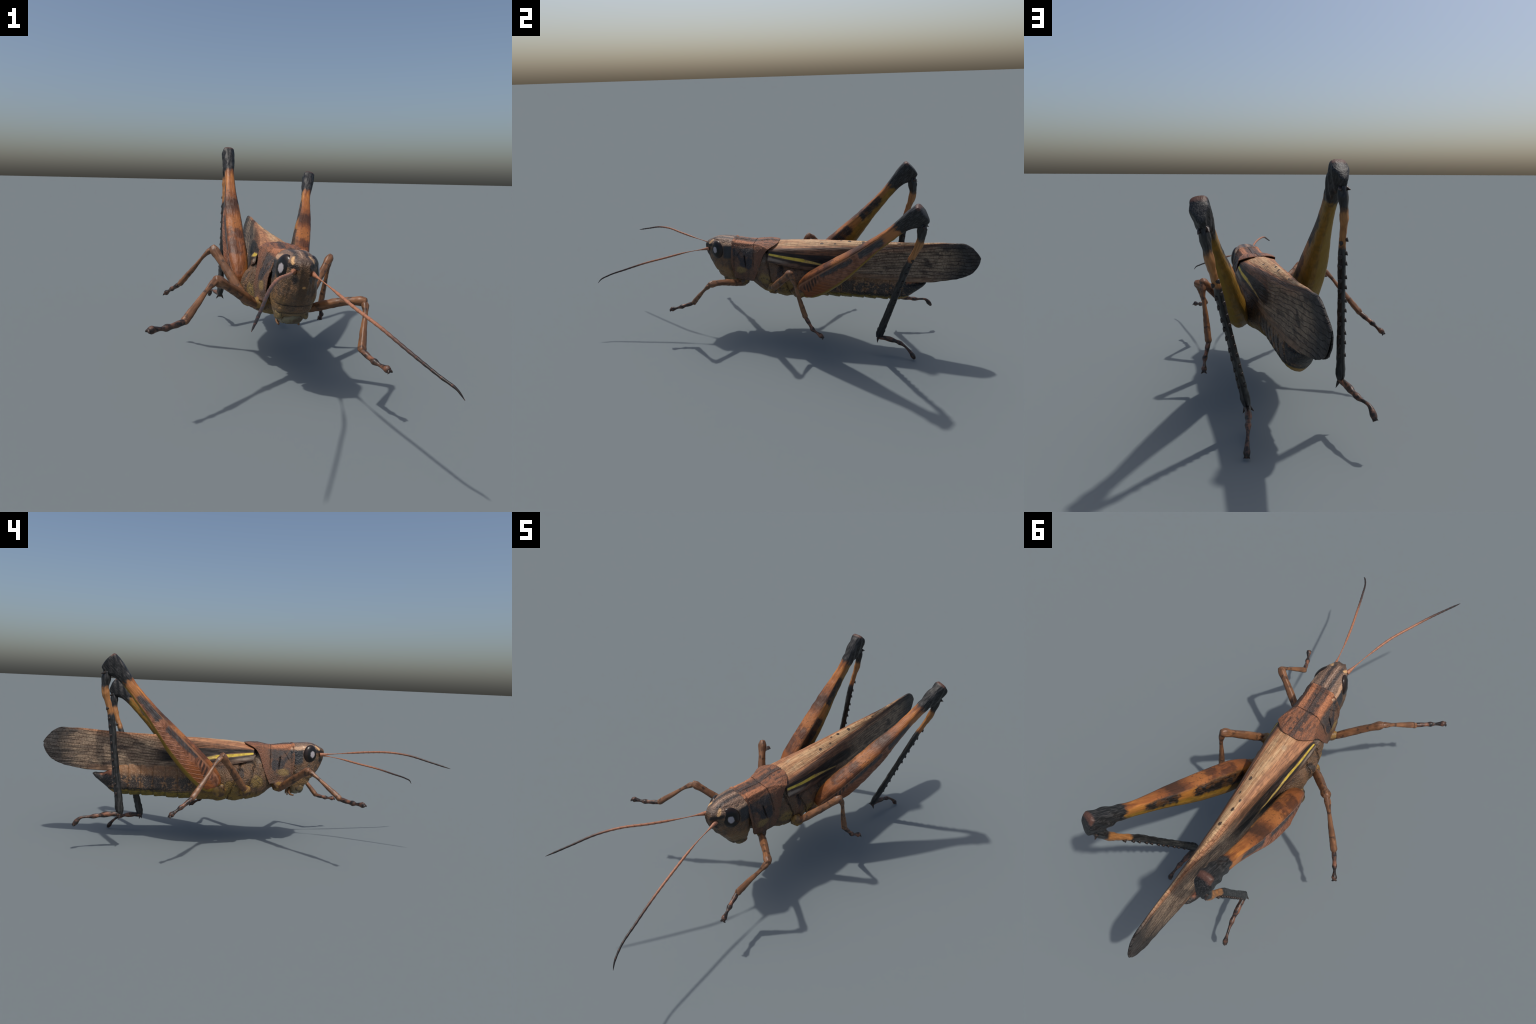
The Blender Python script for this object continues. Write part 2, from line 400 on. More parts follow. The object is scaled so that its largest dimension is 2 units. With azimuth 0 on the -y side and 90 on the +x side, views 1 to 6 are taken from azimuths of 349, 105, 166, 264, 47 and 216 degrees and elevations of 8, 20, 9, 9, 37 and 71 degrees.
    fan = m.curve(y, [-.05, .40, .60, .80, .92, 1.0], [.90, 1.0, 1.26, 1.46, 1.52, 1.50])
    row = (z - .368) / fan + (wob - .5) * .012
    m.put(br.inputs['Vector'], m.vec(y + (wob2 - .5) * .022, row, 0.0))
    br.offset = .45; br.squash = 1.0
    for k, v in (('Scale', 1.0), ('Mortar Size', .0007), ('Mortar Smooth', .8), ('Brick Width', .015), ('Row Height', .0118)):
        br.inputs[k].default_value = v
    lng = m.step(m.abs(m.math('FRACT', row * (1 / .0118)) - .5), .40, .475)
    vein = m.mx(S(m, br.outputs['Fac']) * .75, lng * m.step(m.noise(35, 2), .36, .5)) * (1 - m.step(t, .84, .92) * m.step(y, .84, .74))
    back = m.step(y + (n3 - .5) * .1, .36, .46)
    lat = m.mix(vein * back * .8, lat, (.060, .027, .015))
    lat = m.mix(vein * tipn, lat, (.010, .0095, .0095))
    col = m.mix(dors, lat, tan)
    col = m.mix(m.step(n1, .52, .38) * .25, col, DARK)
    return m.finish(col, vein * back * -1.3 + streak * .9 + fine * .7, .0035, 1.0)

def mat_hind_femur(o, L):
    """local frame: x along the femur, y sideways (o*y outward), z dorsal"""
    m = Mat('hind_femur_chitin', .45, .35); u, w = m.x, m.z; v = m.y * o
    n1 = m.noise(40, 4); n3 = m.noise(14, 3); n5 = m.noise(95, 3)
    st = m.noise(80, 4, .65, m.vec(u * .10, m.y, w)); fs = m.noise(220, 3, .6, m.vec(u * .12, m.y, w))
    uw = u + (n1 - .5) * .06 + (st - .5) * .05; ww = w + (n1 - .5) * .022 + (n5 - .5) * .008
    top = m.curve(u, [0, .085, .16, .26, .35, .45, .545, .64], [.040, .057, .054, .046, .038, .031, .029, .037])
    bot = m.curve(u, [0, .085, .16, .26, .35, .45, .545, .64], [-.058, -.080, -.080, -.073, -.058, -.040, -.029, -.024])
    f = (w - bot) / (top - bot)                       # 0 ventral edge .. 1 dorsal edge
    out = m.step(v, .010, .020); inn = m.step(v + (st - .5) * .006, .002, -.006)
    # dorsal band: rust, turning bright orange toward the knee
    col = m.mix(m.step(n3, .35, .65), (.235, .076, .021), (.120, .040, .015))
    col = m.mix(m.step(st, .42, .66) * .6, col, (.30, .096, .028))
    col = m.mix(m.step(fs, .60, .68) * .35, col, (.42, .20, .09))
    col = m.mix(m.step(uw, .46, .56), col, m.mix(m.step(st, .4, .65), (.46, .170, .036), (.27, .085, .022)))
    col = m.mix(m.band(uw, .25, .33, .03) * .6, col, (.40, .145, .036))
    col = m.mix(m.band(uw, .36, .455, .03) * .88, col, (.050, .022, .012))
    col = m.mix(m.step(n3 + (n1 - .5) * .6, .50, .64) * m.step(u, .34, .24) * .7, col, (.075, .028, .013))
    col = m.mix(m.step(n5, .58, .66) * m.band(uw, .15, .50, .05) * .6, col, (.045, .020, .012))
    col = m.mix(m.step(uw, .575, .61) * .7, col, (.16, .050, .018))
    # outer face: pinkish brown panel, slate patches, pale herringbone ridges
    face = out * m.step(f, .86, .80) * m.step(f, .13, .19)
    pan = m.mix(m.step(n1, .4, .62), (.30, .125, .068), (.175, .066, .032))
    pan = m.mix(m.step(uw, .26, .10) * m.step(f, .62, .46) * .85, pan, (.25, .072, .016))
    k1 = m.seg(uw, ww, .175, .024, .345, .004, .014, .012, .006)
    k2 = m.seg(uw, ww, .415, .004, .535, .000, .019, .014, .008)
    k3 = m.seg(uw, ww, .045, -.002, .135, .020, .022, .012, .006) * m.step(m.math('SINE', u * 290 - w * 160), -.45, .2)
    pan = m.mix(m.mx(k1, k2) * .95, pan, m.mix(m.step(fs, .45, .65), (.034, .034, .036), (.085, .080, .078)))
    pan = m.mix(k3 * .9, pan, (.034, .021, .017))
    ch = m.math('FRACT', u * 33 - m.abs(w + .008) * 42 + 8)
    chl = m.step(m.abs(ch - .5), .40, .48) * m.step(u, .46, .34) * m.step(u, .02, .06)
    pan = m.mix(chl * m.step(n1, .35, .6) * (.15 + m.step(f, .5, .4) * .3), pan, (.44, .22, .13))
    chd = m.step(m.abs(ch - .30), .13, .05) * m.step(u, .42, .34)
    pan = m.mix(chd * .5, pan, (.075, .028, .016))
    pan = m.mix(m.step(uw, .53, .57), pan, (.40, .155, .048))
    col = m.mix(face, col, pan)
    rimd = out * m.step(m.abs(f - .83), .045, .015) * m.step(u, .62, .5)
    col = m.mix(rimd * .55, col, (.42, .20, .11))
    # ventral keel olive yellow
    ven = m.step(f + (st - .5) * .04, .19, .13)
    col = m.mix(ven, col, m.mix(n3, (.215, .135, .014), (.31, .175, .020)))
    # inner face amber with big black bars
    amb = m.mix(m.step(n1, .35, .65), (.255, .130, .014), (.165, .095, .012))
    amb = m.mix(m.step(f, .45, .70) * .85, amb, m.mix(m.step(st, .4, .6), (.38, .145, .030), (.24, .080, .020)))
    amb = m.mix(m.step(st, .52, .7) * .5, amb, (.36, .20, .05))
    b1 = m.seg(uw, ww, .10, .020, .315, .014, .032, .024, .008); b2 = m.seg(uw, ww, .425, .012, .535, .010, .024, .018, .008)
    amb = m.mix(m.mx(b1, b2) * (.80 + m.step(n1, .4, .6) * .2), amb, m.mix(m.step(fs, .5, .68), (.012, .010, .009), (.05, .044, .04)))
    col = m.mix(inn * m.step(f, .975, .93), col, amb)
    # black knee with a rusty cap
    kn = m.step(uw + w * .2, .612, .640)
    knc = m.mix(m.step(fs, .42, .68), (.011, .011, .011), (.048, .046, .045))
    knc = m.mix(m.step(u + w * .25, .762, .772) * m.step(ww, .022, .034) * .75, knc, (.115, .050, .033))
    col = m.mix(kn, col, knc)
    return m.finish(col, st + fs * .7 + chl * face * .8, .003, .7)

def mat_hind_tibia(L):
    m = Mat('hind_tibia_chitin', .4); u = m.x
    n1 = m.noise(60, 3); st = m.noise(140, 3, .6, m.vec(u * .12, m.y, m.z))
    uw = u + (n1 - .5) * .03
    blk = m.mix(m.step(st, .4, .68), (.011, .011, .011), (.046, .045, .043))
    org = m.mix(m.step(st, .35, .65), (.40, .175, .055), (.26, .110, .035))
    org = m.mix(m.step(m.y * 1.0 + m.z, .004, .012) * .4, org, (.42, .10, .03))
    col = m.mix(m.band(uw, .075, .195, .012), blk, org)
    return m.finish(col, st + n1, .002, .6)

def mat_leg():
    m = Mat('leg_chitin', .42); u = m.x
    n1 = m.noise(45, 4); st = m.noise(110, 3, .6, m.vec(u * .15, m.y, m.z)); n3 = m.noise(16, 3)
    col = m.mix(m.step(n3, .35, .65), (.120, .056, .028), (.205, .090, .039))
    col = m.mix(m.step(st, .46, .66) * .6, col, (.33, .155, .072))
    col = m.mix(m.step(n1, .54, .66) * .8, col, (.045, .026, .018))
    return m.finish(col, st + n1 * .6, .002, .6)

def mat_tarsus():
    m = Mat('tarsus_chitin', .42)
    n1 = m.noise(70, 4); n2 = m.noise(30, 2)
    col = m.mix(m.step(n1, .42, .6), (.020, .016, .014), (.105, .052, .034))
    col = m.mix(m.step(n2, .55, .68) * .7, col, (.26, .105, .055))
    return m.finish(col, n1, .002, .5)

def mat_antenna():
    m = Mat('antenna_chitin', .45); y = m.y
    n1 = m.noise(60, 3)
    ph = m.math('FRACT', y * 42)
    col = m.mix(m.step(y + (n1 - .5) * .1, -.84, -.70), (.060, .038, .031), (.36, .150, .080))
    col = m.mix(m.step(y + (n1 - .5) * .1, -.93, -.85), (.022, .017, .015), col)
    col = m.mix(m.step(m.abs(ph - .5), .40, .47) * .45, col, (.14, .05, .03))
    return m.finish(col, n1, .001, .3)

def mat_plain(name, a, b, scale=60, rough=.45):
    m = Mat(name, rough); n1 = m.noise(scale, 4); n2 = m.noise(200, 3)
    return m.finish(m.mix(m.step(n1, .38, .65), a, b), n1 + n2, .002, .5)

# ------------------------------------------------------------------ build
root = bpy.data.objects.new('grasshopper', None)
bpy.context.scene.collection.objects.link(root)
root.location.z = -.002
root['label'] = 'brown grasshopper with rust, black and yellow markings, standing'
root['category'] = 'grasshopper'

# ---- head: stacked horizontal slices, slanted face
def build_head():
    face = np.array([(.5385, -.330), (.537, -.345), (.532, -.362), (.522, -.383), (.510, -.402), (.493, -.410), (.470, -.410), (.436, -.400),
                     (.398, -.383), (.370, -.366), (.336, -.340), (.315, -.322), (.290, -.301), (.272, -.286)])
    zs = np.concatenate([.5385 - .012 * (1 - np.cos(np.linspace(0, np.pi/2, 14))) , np.linspace(.5255, .272, 74)])
    yf = spline(face[::-1, 0], face[::-1, 1], zs)
    hw = spline([.272, .285, .30, .336, .375, .43, .47, .50, .515, .528, .5345, .5385],
                [.035, .046, .056, .068, .077, .074, .070, .064, .057, .044, .031, .003], zs)
    yb = spline([.272, .30, .34, .40, .52, .533, .5385], [-.262, -.245, -.235, -.235, -.238, -.262, -.318], zs)
    rings = []
    for z, f, b, w in zip(zs, yf, yb, hw):
        k = float(smooth(.43, .37, z)); d = b - f; tp = float(smooth(.525, .5385, z))
        fw = .40 + .14 * k + .2 * tp                          # flat width of the face
        half = [(0, f), (.5 * fw * w, f + .0015), (fw * w, f + .008), (min(fw + .22, .9) * w, f + .14 * d), ((.82 + .06*k) * w, f + .27 * d),
                (.955 * w, f + .46 * d), (w, f + .66 * d), (.97 * w, f + .88 * d), (.75 * w, b), (0, b)]
        ring = mirror_section(half, 60)
        rings.append(np.stack([ring[:, 0], ring[:, 1], np.full(len(ring), z)], -1))
    r = np.array(rings)
    X, Y, Z = r[..., 0], r[..., 1], r[..., 2]; aX = np.abs(X)
    frontness = smooth(-.335, -.385, Y + (.48 - np.minimum(Z, .48)) * -.55)
    d = np.zeros_like(X)
    d += frontness * .006 * np.exp(-((aX - .015)/.004)**2) * smooth(.37, .40, Z) * smooth(.525, .50, Z)      # costa ridges
    d -= frontness * .009 * np.exp(-((aX - .033)/.010)**2 - ((Z - .470)/.020)**2)                             # antenna pits
    d -= frontness * .005 * np.exp(-((aX - .034 - (.46-Z)*.12)/.005)**2) * smooth(.37, .39, Z) * smooth(.46, .44, Z)
    d -= .005 * np.exp(-((Z - .350 - 1.5*aX**2)/.0030)**2) * frontness                                         # clypeus groove
    d -= .004 * np.exp(-((Z - .318 - .8*aX**2)/.0028)**2) * smooth(-.25, -.30, Y)
    d += .004 * np.exp(-((Z - .333)/.010)**2) * frontness
    d -= .004 * np.exp(-((aX - .052 + (Z-.39)*.1)/.003)**2) * smooth(.31, .33, Z) * smooth(.43, .41, Z) * smooth(-.30, -.33, Y)  # subocular seam
    d += .0036 * (.4 - np.abs(noise3(r, 32, 3))) + .0012 * noise3(r, 150, 4)
    r[..., 1] -= d * smooth(-.28, -.33, Y)
    r[..., 0] *= 1 + d / .07 * (1 - .7 * frontness)
    r[..., 0] += CX
    return loft('head', roll_body(r), mat_head(), root)
head = build_head()

def ellipsoid(rad, nu=40, nv=56):
    a = np.linspace(0.001, np.pi - .001, nu)[:, None]; b = np.linspace(0, 2*np.pi, nv, endpoint=False)[None]
    return np.stack([np.sin(a)*np.cos(b)*rad[0], np.sin(a)*np.sin(b)*rad[1], np.cos(a)*rad[2] + 0*b], -1)

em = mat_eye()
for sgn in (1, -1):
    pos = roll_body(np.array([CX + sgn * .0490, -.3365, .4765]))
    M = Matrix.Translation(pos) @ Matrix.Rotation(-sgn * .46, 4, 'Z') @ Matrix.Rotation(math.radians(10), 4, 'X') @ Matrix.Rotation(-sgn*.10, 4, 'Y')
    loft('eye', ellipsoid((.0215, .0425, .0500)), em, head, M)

# mouth: mandibles' outer plates, lower lip and palps
mm = mat_plain('mouth_chitin', (.20, .14, .06), (.075, .050, .028), 50)
def blob(name, c, rad, mat, parent, rot=None, amp=.0, seed=0):
    r = ellipsoid(rad, 28, 36)
    if amp: r = r * (1 + amp * noise3(r, 50, seed)[..., None])
    M = Matrix.Translation(roll_body(np.array(c)))
    if rot: M = M @ Matrix.Rotation(rot[0], 4, 'X') @ Matrix.Rotation(rot[1], 4, 'Y') @ Matrix.Rotation(rot[2], 4, 'Z')
    return loft(name, r, mat, parent, M)
for sgn in (1, -1):
    blob('mandible', (CX + sgn*.046, -.286, .316), (.014, .026, .030), mm, head, (.5, -.3*sgn, 0), .12, 5)
blob('upper_lip', (CX, -.300, .292), (.036, .014, .022), mat_plain('lip_chitin', (.17, .15, .09), (.085, .055, .03), 40), head, (.62, 0, 0), .16, 9)
blob('lower_lip', (CX, -.262, .300), (.044, .034, .030), mm, head, (.3, 0, 0), .1, 7)

# ---- generic limb tube in a local frame (x along)
def frame(A, B, up):
    A, B, up = (np.asarray(q, float) for q in (A, B, up))
    u = (B - A) / np.linalg.norm(B - A); w = up - (up @ u) * u; w /= np.linalg.norm(w); v = np.cross(w, u)
    M = Matrix(((u[0], v[0], w[0], A[0]), (u[1], v[1], w[1], A[1]), (u[2], v[2], w[2], A[2]), (0, 0, 0, 1)))
    return M, np.stack([u, v, w], 1), A

def tube(name, pts, radii, mat, parent, up=(0, 0, 1), n=40, m=20, flat=1.0, rough=.06, seed=0, extra=None):
    """radii: [(fraction, radius)...]; flat scales the sideways radius"""
    M, R, A = frame(pts[0], pts[-1], up)
    loc = (np.asarray(pts, float) - A) @ R
    c = curve3(loc, n); s = np.linspace(0, 1, n)
    rad = spline([q[0] for q in radii], [q[1] for q in radii], s)
    tg = np.gradient(c, axis=0); tg /= np.linalg.norm(tg, axis=1)[:, None]
    W = np.array([0, 0, 1.0]) - tg * tg[:, 2:3]; W /= np.linalg.norm(W, axis=1)[:, None]
    V = np.cross(W, tg)
    th = np.linspace(0, 2*np.pi, m, endpoint=False)
    off = V[:, None] * (np.cos(th) * flat)[None, :, None] + W[:, None] * np.sin(th)[None, :, None]
    k = rad[:, None] * np.ones(m)[None]
    if extra is not None: k = k * extra(s[:, None], th[None])
    r = c[:, None] + off * k[..., None]
    r = c[:, None] + (r - c[:, None]) * (1 + rough * noise3(r + seed * .37, 70, seed))[..., None]
    return loft(name, r, mat, parent, M)

def cone(name, base, tip, r, mat, parent, bend=(0, 0, 0), n=8, m=10):
    base, tip, bend = (np.asarray(q, float) for q in (base, tip, bend))
    mid = (base + tip) / 2 + bend
    return tube(name, [base, mid, tip], [(0, r), (.5, r*.62), (1, r*.06)], mat, parent,
                up=(.3, .2, 1) if abs((tip-base)[2]) < .9*np.linalg.norm(tip-base) else (1, .2, 0), n=n, m=m, rough=0)

# palps
for sgn in (1, -1):
    a = roll_body(np.array([CX + sgn*.03, -.240, .300])); b = roll_body(np.array([CX + sgn*.040, -.240, .272])); c = roll_body(np.array([CX + sgn*.037, -.262, .263]))
    tube('palp', [a, b, c], [(0, .005), (.6, .0055), (1, .004)], mat_plain('palp_chitin', (.24, .12, .055), (.14, .07, .03)) if sgn > 0 else bpy.data.materials['palp_chitin'], head, n=14, m=12)
    a = roll_body(np.array([CX + sgn*.02, -.24, .295])); b = roll_body(np.array([CX + sgn*.028, -.230, .262]))
    tube('palp', [a, (a+b)/2 + [0, .004, 0], b], [(0, .005), (.6, .0045), (1, .003)], bpy.data.materials['palp_chitin'], head, up=(0, 1, 0), n=12, m=12)

# ---- antennae
am = mat_antenna()
ANT = [[(.104, -.392, .472), (.127, -.521, .449), (.155, -.640, .419), (.186, -.751, .392), (.218, -.858, .359), (.250, -.950, .329), (.272, -.986, .311), (.282, -1.0, .293)],
       [(.041, -.392, .479), (.004, -.509, .495), (-.038, -.618, .510), (-.088, -.715, .518), (-.126, -.797, .511), (-.165, -.889, .487), (-.203, -.977, .463)]]
for i, pts in enumerate(ANT):
    c = curve3(pts, 220)
    tg = np.gradient(c, axis=0); tg /= np.linalg.norm(tg, axis=1)[:, None]
    up = np.array([0, 0, 1.0]); W = up - tg * (tg @ up)[:, None]; W /= np.linalg.norm(W, axis=1)[:, None]; V = np.cross(W, tg)
    s = np.linspace(0, 1, 220)
    rad = spline([0, .02, .05, .3, .6, .85, .97, 1], [.010, .0085, .0054, .0053, .0050, .0041, .0026, .0008], s)
    ph = (s * 25) % 1
    rad = rad * (1 + .07 * np.cos(2*np.pi*(ph - .5)) * smooth(.04, .08, s))
    th = np.linspace(0, 2*np.pi, 14, endpoint=False)
    r = c[:, None] + (V[:, None] * np.cos(th)[None, :, None] + W[:, None] * np.sin(th)[None, :, None]) * rad[:, None, None]
    loft('antenna', r, am, root)

# ---- pronotum: saddle shell
PRO_Y = [-.262, -.20, -.135, -.06, 0.005]
PRO = np.array([   # half sections, dorsal mid -> lower edge
    [(0, .531), (.020, .5305), (.039, .528), (.052, .518), (.066, .486), (.077, .440), (.083, .385), (.078, .340)],
    [(0, .5255), (.020, .525), (.037, .523), (.049, .513), (.067, .482), (.084, .435), (.096, .380), (.094, .334)],
    [(0, .5175), (.020, .518), (.038, .518), (.052, .511), (.072, .480), (.089, .430), (.099, .380), (.098, .330)],
    [(0, .529), (.025, .528), (.055, .523), (.078, .510), (.090, .478), (.098, .430), (.104, .380), (.106, .330)],
    [(0, .5265), (.028, .5255), (.056, .518), (.077, .502), (.090, .472), (.102, .430), (.108, .380), (.110, .330)]])
def build_pronotum():
    nu, nv = 120, 220
    t = np.linspace(-1, 1, nv); at = np.abs(t)
    # rear margin as a function of the position round the section
    yr = spline([0, .2, .36, .45, .56, .70, .84, 1.0], [-.001, -.006, -.028, -.046, -.066, -.084, -.100, -.125], at)
    yfr = spline([0, .4, .75, 1.0], [-.256, -.254, -.250, -.236], at)
    s = np.linspace(0, 1, nu)[:, None]
    y = yfr[None] + s * (yr - yfr)[None]
    k = np.linspace(0, 1, PRO.shape[1])
    sec = np.stack([spline(k, PRO[i], at) for i in range(len(PRO_Y))])      # (5, nv, 2)
    out = np.zeros((nu, nv, 3))
    for j in range(nv):
        xz = spline(PRO_Y, sec[:, j], y[:, j])
        out[:, j, 0] = xz[:, 0] * np.sign(t[j]); out[:, j, 1] = y[:, j]; out[:, j, 2] = xz[:, 1]
    X, Y, Z = out[..., 0].copy(), out[..., 1], out[..., 2].copy(); aX = np.abs(X)
    side = smooth(.045, .07, aX)
    d = np.zeros_like(X)
    d -= .0028 * np.exp(-((Y + .133 - .8*X*X)/.003)**2) * smooth(.395, .42, Z)
    d -= .006 * np.exp(-((Y + .176 + (Z-.45)*.15)/.004)**2) * smooth(.40, .415, Z) * smooth(.47, .455, Z) * side
    d -= .004 * np.exp(-((Y + .215 - (Z-.46)*.6)/.004)**2) * smooth(.43, .45, Z) * smooth(.50, .48, Z) * side
    d -= .003 * np.exp(-((Y + .236)/.003)**2)
    d += .004 * smooth(-.252, -.250, Y) * np.exp(-((Y + .25)/.006)**2)
    d += .0035 * np.exp(-(X/.0022)**2) * smooth(-.25, -.23, Y) * (1 - .8*np.exp(-((Y+.128)/.018)**2))        # median carina
    d += .0025 * np.exp(-((aX - (.047 + .033*smooth(-.13, -.04, Y)))/.004)**2) * smooth(.49, .505, Z)          # side carinae
    lo = (1 - at)[None] * np.ones((nu, 1))
    d += .004 * np.exp(-(lo/.035)**2)
    d += .0026 * (.5 - np.abs(noise3(out, 34, 11))) * (.4 + .6*side) + .0012 * noise3(out, 150, 12, 2)
    nx = side * np.sign(X); nz = 1 - side
    ln = np.sqrt(nx*nx + nz*nz) + 1e-6
    out[..., 0] += d * nx / ln + CX; out[..., 2] += d * nz / ln
    return make('pronotum', roll_body(out), grid_faces(nu, nv, False), mat_pronotum(), root, thick=.0035, offset=0)
build_pronotum()

# ---- thorax: core loft
def body_loft(name, Y, H, n, m, mat, disp=None):
    """Y stations, H half sections (k points each)"""
    H = np.asarray(H, float)
    ys = np.linspace(Y[0], Y[-1], n)
    secs = spline(Y, H.reshape(len(Y), -1), ys).reshape(n, H.shape[1], 2)
    r = np.zeros((n, 2*m, 3))
    for i in range(n):
        ring = mirror_section(secs[i], m); r[i, :, 0] = ring[:, 0]; r[i, :, 1] = ys[i]; r[i, :, 2] = ring[:, 1]
    if disp is not None:
        c = r.mean(1, keepdims=True); q = r - c; ln = np.linalg.norm(q[..., [0, 2]], axis=-1)
        d = disp(r); r[..., 0] += q[..., 0] / ln * d; r[..., 2] += q[..., 2] / ln * d
    r[..., 0] += CX + .018 * smooth(.20, .60, r[..., 1])
    return loft(name, roll_body(r), mat, root)

TH_Y = [-.262, -.20, -.14, -.08, -.01, .08, .16, .26]
TH = [[(0, .505), (.040, .49), (.055, .44), (.055, .39), (.040, .350), (0, .335)],
      [(0, .505), (.050, .49), (.072, .44), (.074, .38), (.055, .330), (0, .316)],
      [(0, .503), (.055, .49), (.083, .44), (.088, .37), (.064, .312), (0, .298)],
      [(0, .505), (.060, .485), (.090, .44), (.108, .36), (.076, .275), (0, .254)],
      [(0, .500), (.054, .475), (.084, .43), (.122, .35), (.085, .260), (0, .237)],
      [(0, .490), (.046, .465), (.080, .42), (.120, .345), (.082, .254), (0, .231)],
      [(0, .480), (.040, .455), (.070, .41), (.100, .345), (.064, .254), (0, .230)],
      [(0, .460), (.036, .44), (.048, .40), (.064, .34), (.046, .252), (0, .229)]]
def th_disp(r):
    X, Y, Z = r[..., 0], r[..., 1], r[..., 2]
    Y = Y + .010 * noise3(r, 28, 23)
    d = -.006 * np.exp(-((Y + .030 + (Z-.36)*.25)/.005)**2) - .006 * np.exp(-((Y - .045 + (Z-.36)*.35)/.005)**2)
    d -= .005 * np.exp(-((Z - .385 - (Y-.01)*.5)/.005)**2) * smooth(-.02, .0, Y) * smooth(.10, .08, Y)
    d += .005 * np.exp(-((Y - .01 + (Z-.36)*.3)/.016)**2) + .006 * np.exp(-((Y - .09 + (Z-.36)*.3)/.02)**2) * smooth(.44, .38, Z)
    d -= .004 * np.exp(-((Y + .075 + (Z-.36)*.2)/.004)**2)
    return d + .006 * (.4 - np.abs(noise3(r, 22, 21))) + .0018 * noise3(r, 100, 22)
body_loft('thorax', TH_Y, TH, 130, 90, mat_thorax(), th_disp)

# ---- abdomen
AB_Y = [.10, .20, .30, .42, .54, .62, .665, .70, .73, .752, .760]
AB = [[(0, .45), (.066, .43), (.082, .37), (.088, .32), (.060, .252), (0, .229)],
      [(0, .44), (.052, .42), (.066, .37), (.069, .32), (.048, .252), (0, .228)],
      [(0, .43), (.048, .41), (.060, .37), (.062, .32), (.042, .252), (0, .229)],
      [(0, .42), (.043, .40), (.055, .365), (.057, .32), (.041, .258), (0, .235)],
      [(0, .41), (.039, .395), (.051, .36), (.053, .32), (.039, .262), (0, .240)],
      [(0, .395), (.036, .385), (.048, .355), (.051, .32), (.038, .265), (0, .243)],
      [(0, .372), (.030, .365), (.041, .342), (.044, .315), (.033, .275), (0, .255)],
      [(0, .354), (.026, .351), (.035, .337), (.038, .318), (.027, .297), (0, .286)],
      [(0, .349), (.020, .348), (.028, .340), (.030, .329), (.020, .318), (0, .311)],
      [(0, .350), (.012, .3495), (.016, .346), (.017, .341), (.011, .335), (0, .332)],
      [(0, .348), (.004, .3475), (.006, .346), (.006, .345), (.004, .343), (0, .342)]]
def ab_disp(r):
    X, Y, Z = r[..., 0], r[..., 1], r[..., 2]
    ph = ((Y - .145) / .062) % 1.0
    on = smooth(.13, .18, Y) * smooth(.67, .63, Y)
    d = on * (.0045 * (ph - .5) - .004 * np.exp(-((np.minimum(ph, 1-ph))/.05)**2))
    d -= .004 * np.exp(-((Z - .268)/.004)**2) * on * smooth(.03, .05, np.abs(X))
    d -= .006 * np.exp(-((Z - .345)/.008)**2) * smooth(.655, .68, Y) * smooth(.73, .70, Y)
    return d + .0022 * noise3(r, 45, 31) + .001 * noise3(r, 150, 32)
body_loft('abdomen', AB_Y, AB, 240, 90, mat_abdomen(), ab_disp)

# ---- wings: section points crest, left shoulder, left lower edge, right shoulder, right lower edge (world x, z)
def wing_rows(side, ys):
    sh, lo, osh = (SHL, LOL, SHR) if side > 0 else (SHR, LOR, SHL)
    A = spline(WG_Y, np.array(osh), ys); C = spline(WG_Y, np.array(CREST), ys); B = spline(WG_Y, np.array(sh), ys); D = spline(WG_Y, np.array(lo), ys)
    return A, C, B, D
def build_wing(side):
    n, m = 260, 90
    ys = -.045 + 1.0445 * (1 - (1 - np.linspace(0, 1, n))**1.35)
    A, C, B, D = wing_rows(side, ys)
    if side < 0:        # the right wing tucks under the left one on top
        A = C + (A - C) * .15; A[:, 1] -= .006; C = C - [0, .005]
    else:
        A = C + (A - C) * .86
    out = np.zeros((n, m, 3))
    sgn = side
    for i in range(n):
        # bulge of the lateral field outward
        h = B[i, 1] - D[i, 1]
        mid1 = B[i] * .72 + D[i] * .28 + [sgn * h * (.03 - (.045 if side > 0 else .02) * smooth(.1, .5, ys[i])), 0]
        mid2 = B[i] * .35 + D[i] * .65 + [sgn * h * (.04 - (.055 if side > 0 else .02) * smooth(.1, .5, ys[i])), 0]
        pts = np.array([A[i], C[i], B[i] * .86 + C[i] * .14 + [0, .002], B[i], mid1, mid2, D[i]])
        s = np.r_[0, np.cumsum(np.linalg.norm(np.diff(pts, axis=0), axis=1) + 1e-5)]
        q = spline(s, pts, np.linspace(0, s[-1], m))
        out[i, :, 0] = q[:, 0]; out[i, :, 1] = ys[i]; out[i, :, 2] = q[:, 1]
    # vein relief
    X, Y, Z = out[..., 0], out[..., 1], out[..., 2]
    lat = np.linspace(0, 1, m)[None] * np.ones((n, 1))
    q = (Z - .368) / spline([-.05, .40, .60, .80, .92, 1.0], [.90, 1.0, 1.26, 1.46, 1.52, 1.50], Y) / .0118
    ridge = np.exp(-(np.minimum(q % 1, 1 - q % 1) / .14)**2)
    d = .0012 * ridge * smooth(.18, .4, Y) * smooth(.995, .95, Y) * smooth(.42, .5, lat)
    d += .0022 * noise3(out * [1, .15, 1], 90, 42) * smooth(1.0, .96, Y) + .002 * noise3(out, 14, 43) * smooth(1.0, .9, Y)
    sd = smooth(.38, .5, lat)
    out[..., 0] += d * sgn * sd; out[..., 2] += d * (1 - sd)
    f = grid_faces(n, m, False)
    if side > 0: f = [q[::-1] for q in f]
    return make('forewing', out, f, mat_wing(side), root, thick=.0045, offset=-1 if side < 0 else -1)
build_wing(1); build_wing(-1)
